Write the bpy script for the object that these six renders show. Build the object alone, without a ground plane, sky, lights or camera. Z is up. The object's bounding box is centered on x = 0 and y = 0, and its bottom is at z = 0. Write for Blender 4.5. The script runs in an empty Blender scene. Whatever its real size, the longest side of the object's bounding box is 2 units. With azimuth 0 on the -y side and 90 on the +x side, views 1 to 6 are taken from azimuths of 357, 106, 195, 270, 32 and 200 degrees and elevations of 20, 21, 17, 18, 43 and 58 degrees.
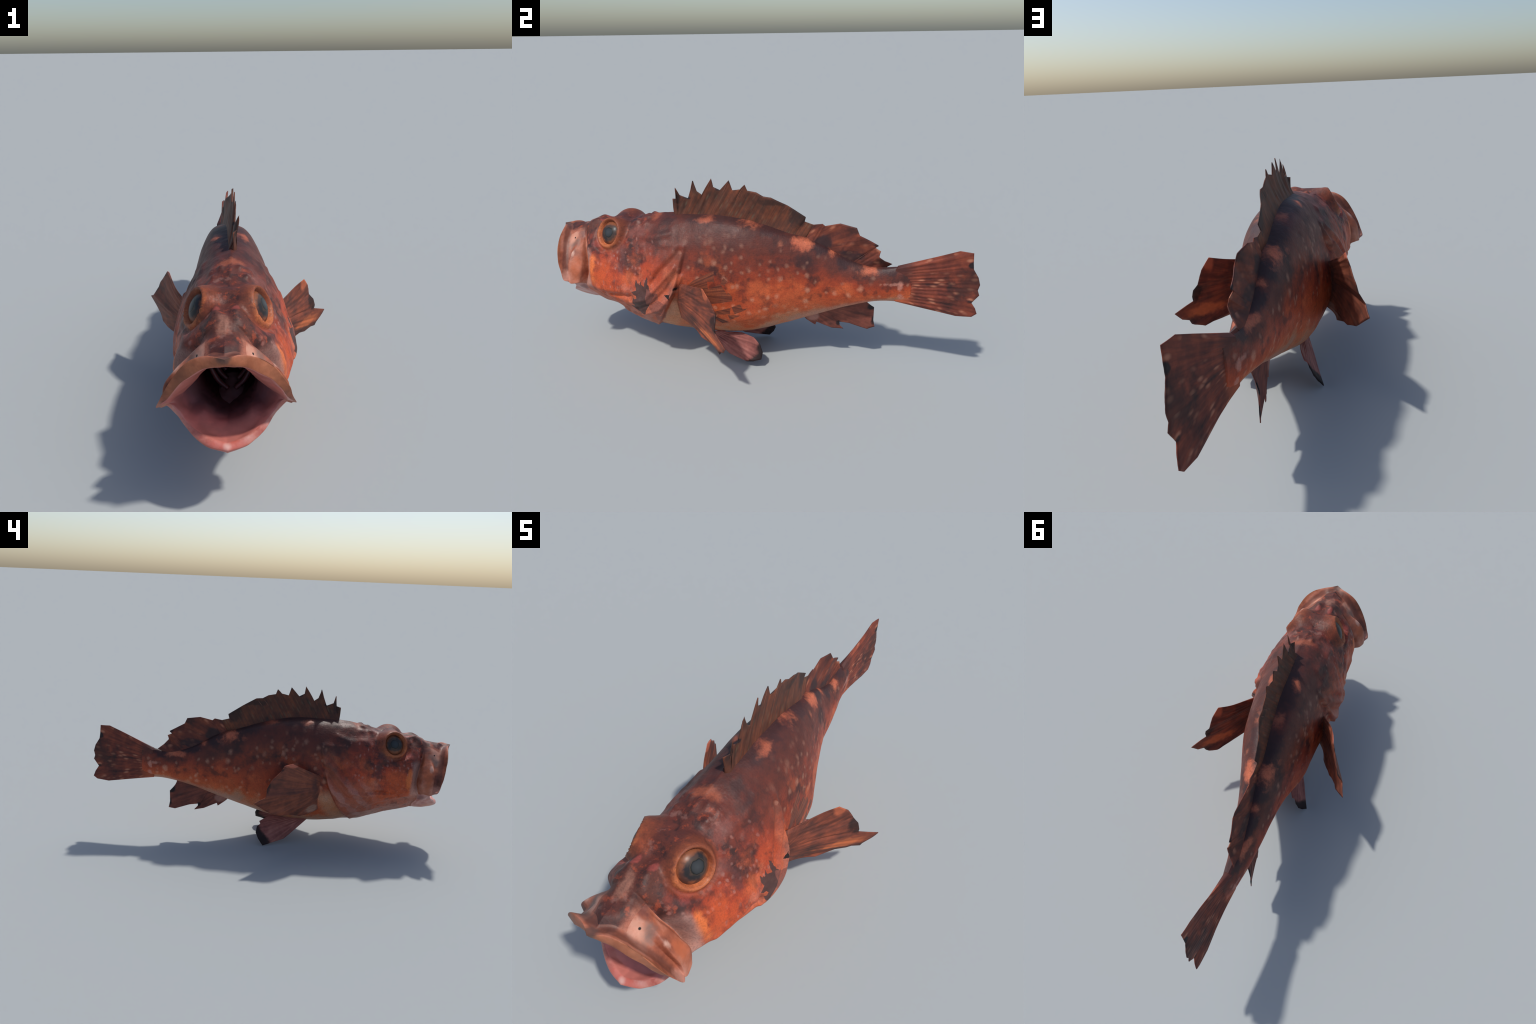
import bpy, math
import numpy as np
from mathutils import Vector, Matrix, noise as mnoise

# =====================================================================
#  Open-mouthed reddish rockfish.  Head towards -y, tail towards +y.
#  The body is one lofted skin: half cross-sections (top -> flank ->
#  belly) at stations along the fish, mirrored about a curved midline.
# =====================================================================

def lerp_table(xs, ys):
    xs = np.array(xs, float); ys = np.array(ys, float)
    return lambda v: np.interp(v, xs, ys)

MID_Y = [-1.0, -.85, -.68, -.55, -.42, -.30, -.15, 0, .15, .30, .45, .56, .66, 1.0]
MID_X = [-.052, -.049, -.041, -.030, -.024, -.024, -.027, -.032, -.046, -.060, -.070, -.078, -.078, -.060]
midline = lerp_table(MID_Y, MID_X)

# ---------------------------------------------------------------- head rows
# each row: 12 points (offset from midline, y, z), from crown to chin
LIP_INNER = [(0,-.985,.564),(.056,-.976,.554),(.103,-.965,.521),(.133,-.953,.491),(.162,-.938,.447),(.186,-.915,.409),
             (.206,-.898,.383),(.176,-.876,.374),(.146,-.882,.336),(.103,-.905,.302),(.054,-.930,.282),(0,-.942,.272)]
LIP_OUTER = [(0,-.999,.594),(.045,-.972,.592),(.090,-.960,.576),(.130,-.952,.542),(.168,-.940,.483),(.198,-.920,.422),
             (.216,-.898,.377),(.188,-.874,.366),(.158,-.877,.334),(.112,-.914,.288),(.055,-.947,.263),(0,-.963,.258)]
LIP_GROOVE = [(0,-.968,.586),(.035,-.942,.578),(.071,-.932,.554),(.106,-.926,.519),(.145,-.912,.470),(.179,-.896,.417),
              (.207,-.886,.370),(.182,-.868,.362),(.155,-.866,.332),(.106,-.893,.282),(.055,-.922,.246),(0,-.942,.236)]
PLATE = [(0,-.932,.600),(.030,-.916,.591),(.065,-.906,.566),(.101,-.897,.524),(.142,-.890,.472),(.177,-.882,.418),
         (.202,-.880,.364),(.176,-.860,.358),(.152,-.857,.325),(.102,-.872,.275),(.055,-.892,.240),(0,-.902,.231)]
RIDGE = [(0,-.892,.602),(.028,-.888,.599),(.066,-.876,.578),(.112,-.866,.532),(.164,-.878,.481),(.195,-.876,.425),
         (.203,-.868,.358),(.174,-.850,.354),(.150,-.848,.322),(.100,-.850,.272),(.055,-.864,.236),(0,-.870,.227)]
JAW_REAR = [(0,-.858,.610),(.028,-.855,.606),(.064,-.850,.574),(.106,-.842,.526),(.148,-.828,.468),(.183,-.818,.414),
            (.192,-.832,.364),(.166,-.834,.350),(.146,-.835,.319),(.100,-.828,.269),(.055,-.836,.235),(0,-.840,.227)]
MEMBRANE = [(0,-.840,.622),(.030,-.838,.615),(.066,-.836,.578),(.092,-.826,.518),(.116,-.810,.458),(.136,-.803,.402),
            (.152,-.810,.362),(.154,-.815,.345),(.136,-.815,.312),(.092,-.805,.266),(.050,-.812,.233),(0,-.815,.224)]
CHEEK = [(0,-.804,.632),(.034,-.802,.628),(.084,-.800,.588),(.137,-.790,.528),(.168,-.768,.476),(.181,-.757,.420),
         (.178,-.758,.366),(.160,-.765,.332),(.130,-.768,.296),(.090,-.765,.250),(.050,-.772,.218),(0,-.775,.206)]
HEAD_ROWS = [LIP_INNER, LIP_OUTER, LIP_GROOVE, PLATE, RIDGE, JAW_REAR, MEMBRANE, CHEEK]

# mouth lining rows, from behind the lip to the throat
GUM = [(0,-.962,.556),(.046,-.952,.545),(.074,-.938,.515),(.094,-.922,.483),(.128,-.898,.438),(.154,-.880,.402),
       (.166,-.868,.382),(.156,-.862,.366),(.130,-.868,.336),(.092,-.887,.304),(.050,-.908,.280),(0,-.918,.270)]

# ---------------------------------------------------------------- body sections
ST_Y  = [-.68, -.55, -.42, -.30, -.15, 0, .15, .30, .45, .56, .66, .715]
ST_HW = [.189, .209, .220, .197, .171, .149, .112, .085, .064, .046, .030, .014]
ST_ZT = [.650, .674, .697, .708, .711, .690, .647, .597, .520, .495, .505, .508]
ST_ZB = [.172, .130, .112, .102, .107, .138, .184, .240, .299, .329, .335, .333]
ST_F  = [.338, .370, .370, .370, .310, .260, .420, .500, .485, .49, .50, .50]
ST_PU = [1.90, 1.85, 1.74, 1.85, 2.25, 2.55, 2.35, 2.05, 1.90, 1.80, 1.6, 1.5]
ST_PL = [1.18, 1.50, 1.56, 1.65, 1.88, 2.00, 1.92, 1.92, 2.10, 2.05, 1.7, 1.6]
ANG = np.radians([90, 68, 47, 31, 18, 7, -4, -16, -30, -49, -70, -90])
ztop = lerp_table([-1, -.9, -.8] + ST_Y + [1], [.596, .6, .635] + ST_ZT + [.5])
zbot = lerp_table([-1, -.9, -.8] + ST_Y + [1], [.24, .22, .21] + ST_ZB + [.34])

def section(y, hw, zt, zb, f, pu, pl):
    zw = zb + f * (zt - zb)
    pts = []
    for a in ANG:
        c, s = max(math.cos(a), 0), math.sin(a)
        p = pu if s > 0 else pl
        h = (zt - zw) if s > 0 else (zw - zb)
        pts.append((hw * c ** (2 / p) if c > 1e-6 else 0.0, y, zw + h * math.copysign(abs(s) ** (2 / p), s)))
    return pts

def pchip(xs, V, xq):
    """monotone cubic through samples V (n, ...) at xs"""
    xs = np.asarray(xs, float); V = np.asarray(V, float)
    h = np.diff(xs).reshape((-1,) + (1,) * (V.ndim - 1)); d = np.diff(V, axis=0) / h
    m = np.zeros_like(V)
    a, b = d[:-1], d[1:]
    w1, w2 = 2 * h[1:] + h[:-1], h[1:] + 2 * h[:-1]
    with np.errstate(divide='ignore', invalid='ignore'):
        mm = (w1 + w2) / (w1 / a + w2 / b)
    m[1:-1] = np.where(a * b > 0, mm, 0); m[0], m[-1] = d[0], d[-1]
    i = np.clip(np.searchsorted(xs, xq, side='right') - 1, 0, len(xs) - 2)
    hh = h[i]; t = ((xq - xs[i])).reshape((-1,) + (1,) * (V.ndim - 1)) / hh
    return ((2*t**3 - 3*t**2 + 1) * V[i] + (t**3 - 2*t**2 + t) * hh * m[i]
            + (-2*t**3 + 3*t**2) * V[i+1] + (t**3 - t**2) * hh * m[i+1])

def cubic(xs, V, xq):
    """Catmull-Rom through samples"""
    xs = np.asarray(xs, float); V = np.asarray(V, float)
    m = np.gradient(V, xs, axis=0)
    i = np.clip(np.searchsorted(xs, xq, side='right') - 1, 0, len(xs) - 2)
    sh = (-1,) + (1,) * (V.ndim - 1)
    hh = np.diff(xs)[i].reshape(sh); t = (xq - xs[i]).reshape(sh) / hh
    return ((2*t**3 - 3*t**2 + 1) * V[i] + (t**3 - 2*t**2 + t) * hh * m[i]
            + (-2*t**3 + 3*t**2) * V[i+1] + (t**3 - t**2) * hh * m[i+1])

def throat(y, hw, zt, zb):
    return section(y, hw, zt, zb, .48, 2.2, 1.9)

INNER_ROWS = [throat(-.42, .012, .41, .36), throat(-.46, .070, .47, .28), throat(-.58, .104, .52, .235),
              throat(-.72, .106, .54, .258), [(a*.86, b+.055, c - .012 + .03 * (k > 8)) for k, (a, b, c) in enumerate(GUM)], GUM]
rows = INNER_ROWS + HEAD_ROWS
sub = [8, 14, 14, 12, 8, 7, 9, 9, 9, 10, 10, 10, 10, 22]
N_IN = len(INNER_ROWS)
# densify the body stations first, smoothly
yb = np.concatenate([np.linspace(-.68, .66, 330), np.linspace(.664, .715, 12)])
par = np.array([ST_HW, ST_ZT, ST_ZB, ST_F, ST_PU, ST_PL]).T
pb = cubic(ST_Y, par, yb)
body_rows = np.array([section(y, *p) for y, p in zip(yb, pb)])
key = np.array(rows + [body_rows[0].tolist(), body_rows[8].tolist()])
kx = np.arange(len(key), dtype=float)
q = np.concatenate([k + np.arange(s) / s for k, s in enumerate(sub)])
G = np.concatenate([pchip(kx, key, q), body_rows], 0)      # (R, 12, 3)
row_tag = np.concatenate([q, np.full(len(body_rows), 99.)])
# densify round the section
SEG = 12
kk = np.arange(12, dtype=float)
kq = np.concatenate([k + np.arange(SEG) / SEG for k in range(11)] + [[11.]])
H = np.swapaxes(pchip(kk, np.swapaxes(G, 0, 1), kq), 0, 1)  # (R, 133, 3)
Hc = np.swapaxes(cubic(kk, np.swapaxes(G, 0, 1), kq), 0, 1)
smooth_w = np.clip((row_tag - (N_IN + 7)) / 1., 0, 1)[:, None, None]
H = H * (1 - smooth_w) + Hc * smooth_w
H[:, 0, 0] = 0; H[:, -1, 0] = 0
R, K = H.shape[:2]
# full rings: right side crown->chin, then left side chin->crown
ring_k = list(range(K)) + list(range(K - 2, 0, -1))
side = np.array([1] * K + [-1] * (K - 2), float)
P = H[:, ring_k, :].copy()
P[..., 0] = P[..., 0] * side + midline(P[..., 1])
C = P.shape[1]
KQ = kq[ring_k]

def grid_normals(P):
    du = np.gradient(P, axis=0)
    dv = np.roll(P, -1, 1) - np.roll(P, 1, 1)
    n = np.cross(dv, du); l = np.linalg.norm(n, axis=-1, keepdims=True)
    return n / np.maximum(l, 1e-9)
def dist_poly(y, z, pts):
    best = np.full(y.shape, 9.)
    for (ay, az), (by, bz) in zip(pts[:-1], pts[1:]):
        L = (by - ay) ** 2 + (bz - az) ** 2
        t = np.clip(((y - ay) * (by - ay) + (z - az) * (bz - az)) / L, 0, 1)
        best = np.minimum(best, np.hypot(y - ay - t * (by - ay), z - az - t * (bz - az)))
    return best
def sstep(a, b, v):
    t = np.clip((v - a) / (b - a), 0, 1); return t * t * (3 - 2 * t)

Nrm = grid_normals(P)
X, Y, Z = P[..., 0], P[..., 1], P[..., 2]
DX = X - midline(Y)
outer = (row_tag >= N_IN + 6.2)[:, None] * np.ones((1, C))
D = np.zeros((R, C))
# opercular flap: swells towards its rear edge and drops sharply behind it
GILL_Z = [.10, .15, .205, .239, .331, .396, .492, .608]
GILL_Y = [-.50, -.46, -.415, -.391, -.341, -.315, -.292, -.271]
T = Y - np.interp(Z, GILL_Z, GILL_Y)
fade = sstep(.61, .50, Z) * sstep(.02, .07, np.abs(DX))
flap = np.where(T < 0, .011 * np.exp(T / .07), 0) - np.where(T >= 0, .011 * np.exp(-T / .06), 0)
flap = np.where(np.abs(T) < .006, np.interp(T, [-.006, .006], [.0105, -.0105]), flap)
D += flap * fade
flank = sstep(.05, .10, np.abs(DX))
RIDGES = [  # side-view polylines (y, z), height, width
    ([(-.52,.612),(-.43,.610),(-.36,.632)], .006, .013),
    ([(-.40,.588),(-.36,.585),(-.285,.585)], .004, .012),
    ([(-.42,.425),(-.393,.465),(-.33,.524),(-.303,.565)], -.007, .012),
    ([(-.45,.40),(-.40,.49),(-.33,.56)], .006, .016),
    ([(-.64,.52),(-.60,.485),(-.56,.455)], -.006, .016),
    ([(-.77,.535),(-.70,.525),(-.60,.535)], .004, .018),
    ([(-.288,.454),(-.329,.372),(-.391,.300),(-.479,.259)], .010, .011),
    ([(-.320,.492),(-.381,.422),(-.453,.345),(-.529,.322)], .010, .011),
    ([(-.305,.470),(-.352,.395),(-.420,.322),(-.505,.288)], -.008, .009),
    ([(-.53,.345),(-.60,.338),(-.70,.325)], -.010, .011),
    ([(-.54,.375),(-.62,.365),(-.72,.355)], .005, .014),
    ([(-.56,.47),(-.54,.41),(-.55,.36)], .005, .012),
    ([(-.50,.56),(-.48,.48),(-.49,.40)], -.004, .014),
    ([(-.36,.29),(-.43,.232),(-.52,.215),(-.62,.225)], .006, .011),
    ([(-.40,.255),(-.47,.222),(-.55,.235)], -.005, .010),
    ([(-.75,.30),(-.66,.27),(-.58,.25)], -.006, .014),
]
for pts, amp, w in RIDGES:
    D += amp * np.exp(-(dist_poly(Y, Z, pts) / w) ** 2) * flank
BUMPS = [  # crown bumps (offset, y), height, radius: nasal spines, brow, nape spines
    (.030,-.785,.013,.017), (.034,-.745,.004,.02), (.055,-.600,.005,.014), (.032,-.500,.012,.012), (.058,-.545,.010,.012),
    (.070,-.500,.006,.014), (.052,-.820,.006,.016)]
crown = sstep(.56, .60, Z)
for bx, by, amp, r in BUMPS:
    D += amp * np.exp(-(((np.abs(DX) - bx) / r) ** 2 + ((Y - by) / (r * 1.5)) ** 2)) * crown
D += -.012 * np.exp(-(DX / .024) ** 2) * sstep(-.80, -.72, Y) * sstep(-.52, -.60, Y) * crown
D += -.004 * np.exp(-((np.abs(DX) - .058) / .024) ** 2) * sstep(-.77, -.73, Y) * sstep(-.56, -.62, Y) * crown
D *= outer
# flesh unevenness
for i in range(R):
    amp = .0022 if row_tag[i] < 90 else float(np.interp(P[i, 0, 1], [-.68, -.35, -.2, .7], [.0044, .0030, .0012, .0008]))
    if row_tag[i] < N_IN: amp = .004
    for j in range(C):
        p = P[i, j] * 14
        D[i, j] += amp * (mnoise.noise(p) + .5 * mnoise.noise(p * 2.3))
P = P + Nrm * D[..., None]
# the caught head sits a little askew: cheek pushed out on the right, throat tucked up on the left
right_side = sstep(.0, .06, DX); left_side = sstep(.0, -.06, DX)
skew = np.exp(-((Y + .61) / .15) ** 2) * sstep(.52, .30, Z) * outer
P[..., 0] += .012 * skew * left_side
P[..., 2] += .015 * np.clip(-DX / .14, 0, 1) * skew
P[..., 0] += .024 * np.exp(-((Y + .65) / .11) ** 2 - ((Z - .40) / .095) ** 2) * right_side * outer
P[..., 0] += .013 * np.exp(-((Y + .47) / .08) ** 2 - ((Z - .33) / .09) ** 2) * right_side * outer
P[..., 0] -= .024 * np.exp(-((Y + .15) / .19) ** 2) * sstep(.30, .16, Z) * right_side * outer
P[..., 0] -= .030 * np.exp(-((Y + .275) / .07) ** 2) * sstep(.42, .30, Z) * right_side * outer * (T > 0)
P[..., 0] -= .007 * np.exp(-((Y - .32) / .13) ** 2) * right_side * outer
P[..., 0] += .010 * sstep(.05, .14, DX) * sstep(-.86, -.94, Y) * sstep(.40, .46, Z)

# eye sockets: a raised rim with a hollow inside
EYES = [(Vector((.062, -.676, .601)), Vector((.86, -.29, .44)).normalized()),
        (Vector((-.139, -.668, .600)), Vector((-.86, -.29, .44)).normalized())]
for c, n in EYES:
    c, n = np.array(c), np.array(n)
    rel = P - c
    h = rel @ n
    r = np.linalg.norm(rel - h[..., None] * n, axis=-1)
    target = np.interp(r, [0, .050, .056, .061, .066, .071, .080, .10], [-.008, -.004, .005, .018, .022, .015, .001, -.018])
    w = sstep(.102, .074, r) * outer * (np.abs(h) < .08)
    P = P + n * ((target - h) * w)[..., None]

# ---------------------------------------------------------------- fish root
root = bpy.data.objects.new("rockfish", None)
bpy.context.collection.objects.link(root)
root.empty_display_size = .2
root["label"] = "red-brown mottled spiny rockfish with a wide open mouth"
root["category"] = "fish"

def add_object(name, mesh, parent=root):
    ob = bpy.data.objects.new(name, mesh)
    bpy.context.collection.objects.link(ob)
    ob.parent = parent
    return ob

# whole skin mesh, for its normals
verts = P.reshape(-1, 3)
ii, jj = np.meshgrid(np.arange(R - 1), np.arange(C), indexing='ij')
j2 = (jj + 1) % C
quads = np.stack([ii * C + jj, (ii + 1) * C + jj, (ii + 1) * C + j2, ii * C + j2], -1).reshape(-1, 4)
caps = [tuple(range(C)), tuple((R - 1) * C + k for k in reversed(range(C)))]
whole = bpy.data.meshes.new("skin")
whole.from_pydata(verts.tolist(), [], quads.tolist() + caps)
whole.update()
vnorm = np.zeros(len(verts) * 3)
whole.vertices.foreach_get("normal", vnorm)
vnorm = vnorm.reshape(-1, 3)
# outward check
mid_r = N_IN * 8 + 200
if (vnorm[(R - 60) * C] @ np.array([0, 0, 1])) < 0:
    quads = quads[:, ::-1]; caps = [c[::-1] for c in caps]; vnorm = -vnorm

fr, fk = row_tag[ii].reshape(-1), KQ[jj].reshape(-1)
cen = verts[quads].mean(1)
gy = np.interp(cen[:, 2], GILL_Z, GILL_Y)
part = np.full(len(quads), "trunk", dtype=object)
part[cen[:, 1] > .50] = "tail_stalk"
behind = cen[:, 1] < gy + .004
part[(fr >= N_IN + 6) & behind] = "head"
part[(fr >= N_IN + 6) & behind & (cen[:, 1] > gy - .20) & (cen[:, 1] > -.60) & (cen[:, 2] < .58) & (np.abs(cen[:, 0] - midline(cen[:, 1])) > .06)] = "gill_cover"
part[(fr < N_IN + 6) & (fk < 7)] = "upper_jaw"
part[(fr < N_IN + 6) & (fk >= 7)] = "lower_jaw"
part[(fr >= N_IN + 2.3) & (fr < N_IN + 6) & (fk < 1.9)] = "head"
part[fr < N_IN] = "mouth_lining"
PARTS = {}
for name in ["head", "gill_cover", "upper_jaw", "lower_jaw", "mouth_lining", "trunk", "tail_stalk"]:
    f = quads[part == name]
    if name == "gill_cover":
        groups = [("gill_cover", f[verts[f].mean(1)[:, 0] > midline(verts[f].mean(1)[:, 1])]),
                  ("gill_cover.001", f[verts[f].mean(1)[:, 0] <= midline(verts[f].mean(1)[:, 1])])]
    else:
        groups = [(name, f)]
    for nm, f in groups:
        used, inv = np.unique(f, return_inverse=True)
        faces = inv.reshape(-1, 4).tolist()
        if name == "mouth_lining" or name == "tail_stalk":
            look = {int(u): k for k, u in enumerate(used)}
            cap = caps[0] if name == "mouth_lining" else caps[1]
            faces.append([look[c] for c in cap])
        me = bpy.data.meshes.new(nm)
        me.from_pydata(verts[used].tolist(), [], faces)
        me.update()
        me.polygons.foreach_set("use_smooth", [True] * len(me.polygons))
        me.normals_split_custom_set_from_vertices(vnorm[used].tolist())
        PARTS[nm] = add_object(nm, me)
bpy.data.meshes.remove(whole)

# =====================================================================
#  Node helpers
# =====================================================================
class Nodes:
    def __init__(self, name):
        self.mat = bpy.data.materials.new(name); self.mat.use_nodes = True
        self.t = self.mat.node_tree; self.t.nodes.clear()
        self.out = self.t.nodes.new("ShaderNodeOutputMaterial")
        self.tc = self.t.nodes.new("ShaderNodeTexCoord")
        self.P = self.tc.outputs["Object"]
        s = self.t.nodes.new("ShaderNodeSeparateXYZ"); self.link(self.P, s.inputs[0])
        self.x, self.y, self.z = s.outputs
    def link(self, a, b):
        if isinstance(a, (int, float)): b.default_value = a
        elif isinstance(a, (tuple, list, Vector)):
            b.default_value = tuple(a) + ((1,) if len(a) == 3 and b.type == 'RGBA' else ())
        else: self.t.links.new(a, b)
    def m(self, op, a, b=0.0, c=None, clamp=False):
        n = self.t.nodes.new("ShaderNodeMath"); n.operation = op; n.use_clamp = clamp
        self.link(a, n.inputs[0]); self.link(b, n.inputs[1])
        if c is not None: self.link(c, n.inputs[2])
        return n.outputs[0]
    def add(self, a, b): return self.m('ADD', a, b)
    def sub(self, a, b): return self.m('SUBTRACT', a, b)
    def mul(self, a, b): return self.m('MULTIPLY', a, b)
    def step(self, v, a, b, lo=0.0, hi=1.0):
        n = self.t.nodes.new("ShaderNodeMapRange"); n.interpolation_type = 'SMOOTHSTEP'
        # smoothstep wants from_min < from_max
        if a > b: a, b, lo, hi = b, a, hi, lo
        self.link(v, n.inputs[0]); n.inputs[1].default_value = a; n.inputs[2].default_value = b
        n.inputs[3].default_value = lo; n.inputs[4].default_value = hi
        return n.outputs[0]
    def vec(self, x, y, z):
        n = self.t.nodes.new("ShaderNodeCombineXYZ")
        self.link(x, n.inputs[0]); self.link(y, n.inputs[1]); self.link(z, n.inputs[2]); return n.outputs[0]
    def vm(self, op, a, b=(0, 0, 0)):
        n = self.t.nodes.new("ShaderNodeVectorMath"); n.operation = op
        self.link(a, n.inputs[0]); self.link(b, n.inputs[1])
        return n.outputs[1] if op in ('LENGTH', 'DOT_PRODUCT', 'DISTANCE') else n.outputs[0]
    def cloud(self, v, scale, detail=4.0, rough=.58, gain=2.2):
        """noise stretched to use the whole 0..1 range"""
        return self.m('MULTIPLY_ADD', self.noise(v, scale, detail, rough), gain, .5 - .5 * gain, clamp=True)
    def noise(self, v, scale, detail=3.0, rough=.55, color=False):
        n = self.t.nodes.new("ShaderNodeTexNoise"); self.link(v, n.inputs["Vector"])
        n.inputs["Scale"].default_value = scale; n.inputs["Detail"].default_value = detail; n.inputs["Roughness"].default_value = rough
        return n.outputs["Color" if color else 0]
    def voronoi(self, v, scale, rand=1.0, flat=False):
        n = self.t.nodes.new("ShaderNodeTexVoronoi"); n.voronoi_dimensions = '2D' if flat else '3D'; self.link(v, n.inputs["Vector"])
        n.inputs["Scale"].default_value = scale; n.inputs["Randomness"].default_value = rand
        s = self.t.nodes.new("ShaderNodeSeparateXYZ"); self.t.links.new(n.outputs["Color"], s.inputs[0])
        return n.outputs["Distance"], s.outputs[0], s.outputs[1]
    def ramp(self, v, stops, interp='LINEAR'):
        n = self.t.nodes.new("ShaderNodeValToRGB"); n.color_ramp.interpolation = interp
        e = n.color_ramp.elements
        while len(e) < len(stops): e.new(.5)
        for k, (p, c) in enumerate(stops):
            e[k].position = p; e[k].color = (*c, 1)
        self.link(v, n.inputs[0]); return n.outputs[0]
    def mix(self, f, a, b, mode='MIX'):
        n = self.t.nodes.new("ShaderNodeMix"); n.data_type = 'RGBA'; n.blend_type = mode
        self.link(f, n.inputs[0]); self.link(a, n.inputs[6]); self.link(b, n.inputs[7]); return n.outputs[2]
    def curve(self, v, xs, ys):
        """piecewise curve of v through (xs, ys)"""
        lo, hi = min(ys), max(ys)
        t = self.m('DIVIDE', self.sub(v, xs[0]), xs[-1] - xs[0])
        n = self.t.nodes.new("ShaderNodeFloatCurve"); c = n.mapping.curves[0]
        pts = [((x - xs[0]) / (xs[-1] - xs[0]), (y - lo) / (hi - lo)) for x, y in zip(xs, ys)]
        c.points[0].location = pts[0]; c.points[1].location = pts[-1]
        for p in pts[1:-1]: c.points.new(*p)
        n.mapping.update(); self.link(t, n.inputs[1])
        return self.add(self.mul(n.outputs[0], hi - lo), lo)
    def blob(self, v, c, r, wob=None, soft=(.55, 1.15)):
        """soft ellipsoid patch at c with radii r; wob is a noise value that frays its edge"""
        d = self.vm('LENGTH', self.vm('DIVIDE', self.vm('SUBTRACT', v, c), r))
        if wob is not None: d = self.add(d, wob)
        return self.step(d, soft[1], soft[0])
    def mx(self, *a):
        v = a[0]
        for b in a[1:]: v = self.m('MAXIMUM', v, b)
        return v
    def poly(self, u, v, pts):
        """hard-edged mask of the convex hull of pts in the plane (u, v)"""
        pts = sorted(pts); hull = []
        for seq in (pts, pts[::-1]):
            part = []
            for p in seq:
                while len(part) > 1 and (part[-1][0]-part[-2][0])*(p[1]-part[-2][1]) - (part[-1][1]-part[-2][1])*(p[0]-part[-2][0]) <= 0: part.pop()
                part.append(p)
            hull += part[:-1]
        pts = hull
        cu = sum(p[0] for p in pts) / len(pts); cv = sum(p[1] for p in pts) / len(pts)
        best = None
        for (a, b), (c, d) in zip(pts, pts[1:] + pts[:1]):
            nx, ny = -(d - b), c - a
            L = math.hypot(nx, ny); nx /= L; ny /= L
            if nx * (cu - a) + ny * (cv - b) < 0: nx, ny = -nx, -ny
            e = self.m('MULTIPLY_ADD', u, nx, self.m('MULTIPLY_ADD', v, ny, -(nx * a + ny * b)))
            best = e if best is None else self.m('MINIMUM', best, e)
        return self.step(best, -.0006, .0010)
    def bump(self, h, strength, dist=.01, normal=None):
        n = self.t.nodes.new("ShaderNodeBump"); n.inputs["Strength"].default_value = strength
        n.inputs["Distance"].default_value = dist; self.link(h, n.inputs["Height"])
        if normal is not None: self.link(normal, n.inputs["Normal"])
        return n.outputs[0]
    def finish(self, col, rough=.5, normal=None, spec=.4, translucent=None, coat=0.0, sss=0.0):
        b = self.t.nodes.new("ShaderNodeBsdfPrincipled")
        self.link(col, b.inputs["Base Color"]); self.link(rough, b.inputs["Roughness"])
        b.inputs["Specular IOR Level"].default_value = spec
        b.inputs["Coat Weight"].default_value = coat; b.inputs["Coat Roughness"].default_value = .25
        if normal is not None: self.link(normal, b.inputs["Normal"])
        s = b.outputs[0]
        if translucent:
            tr = self.t.nodes.new("ShaderNodeBsdfTranslucent"); self.link(col, tr.inputs[0])
            mx = self.t.nodes.new("ShaderNodeMixShader"); mx.inputs[0].default_value = translucent
            self.t.links.new(s, mx.inputs[1]); self.t.links.new(tr.outputs[0], mx.inputs[2]); s = mx.outputs[0]
        self.t.links.new(s, self.out.inputs[0])
        return self.mat

def fish_frame(N):
    """midline offset, mirrored point and relative body height"""
    xm = N.curve(N.y, MID_Y, MID_X)
    dx = N.sub(N.x, xm)
    ys = [-1, -.9, -.8] + ST_Y + [1]
    zt = N.curve(N.y, ys, [.596, .6, .635] + ST_ZT + [.5])
    zb = N.curve(N.y, ys, [.24, .22, .21] + ST_ZB + [.34])
    h = N.m('DIVIDE', N.sub(N.z, zb), N.sub(zt, zb))
    return dx, N.vec(N.m('ABSOLUTE', dx), N.y, N.z), h

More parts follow.
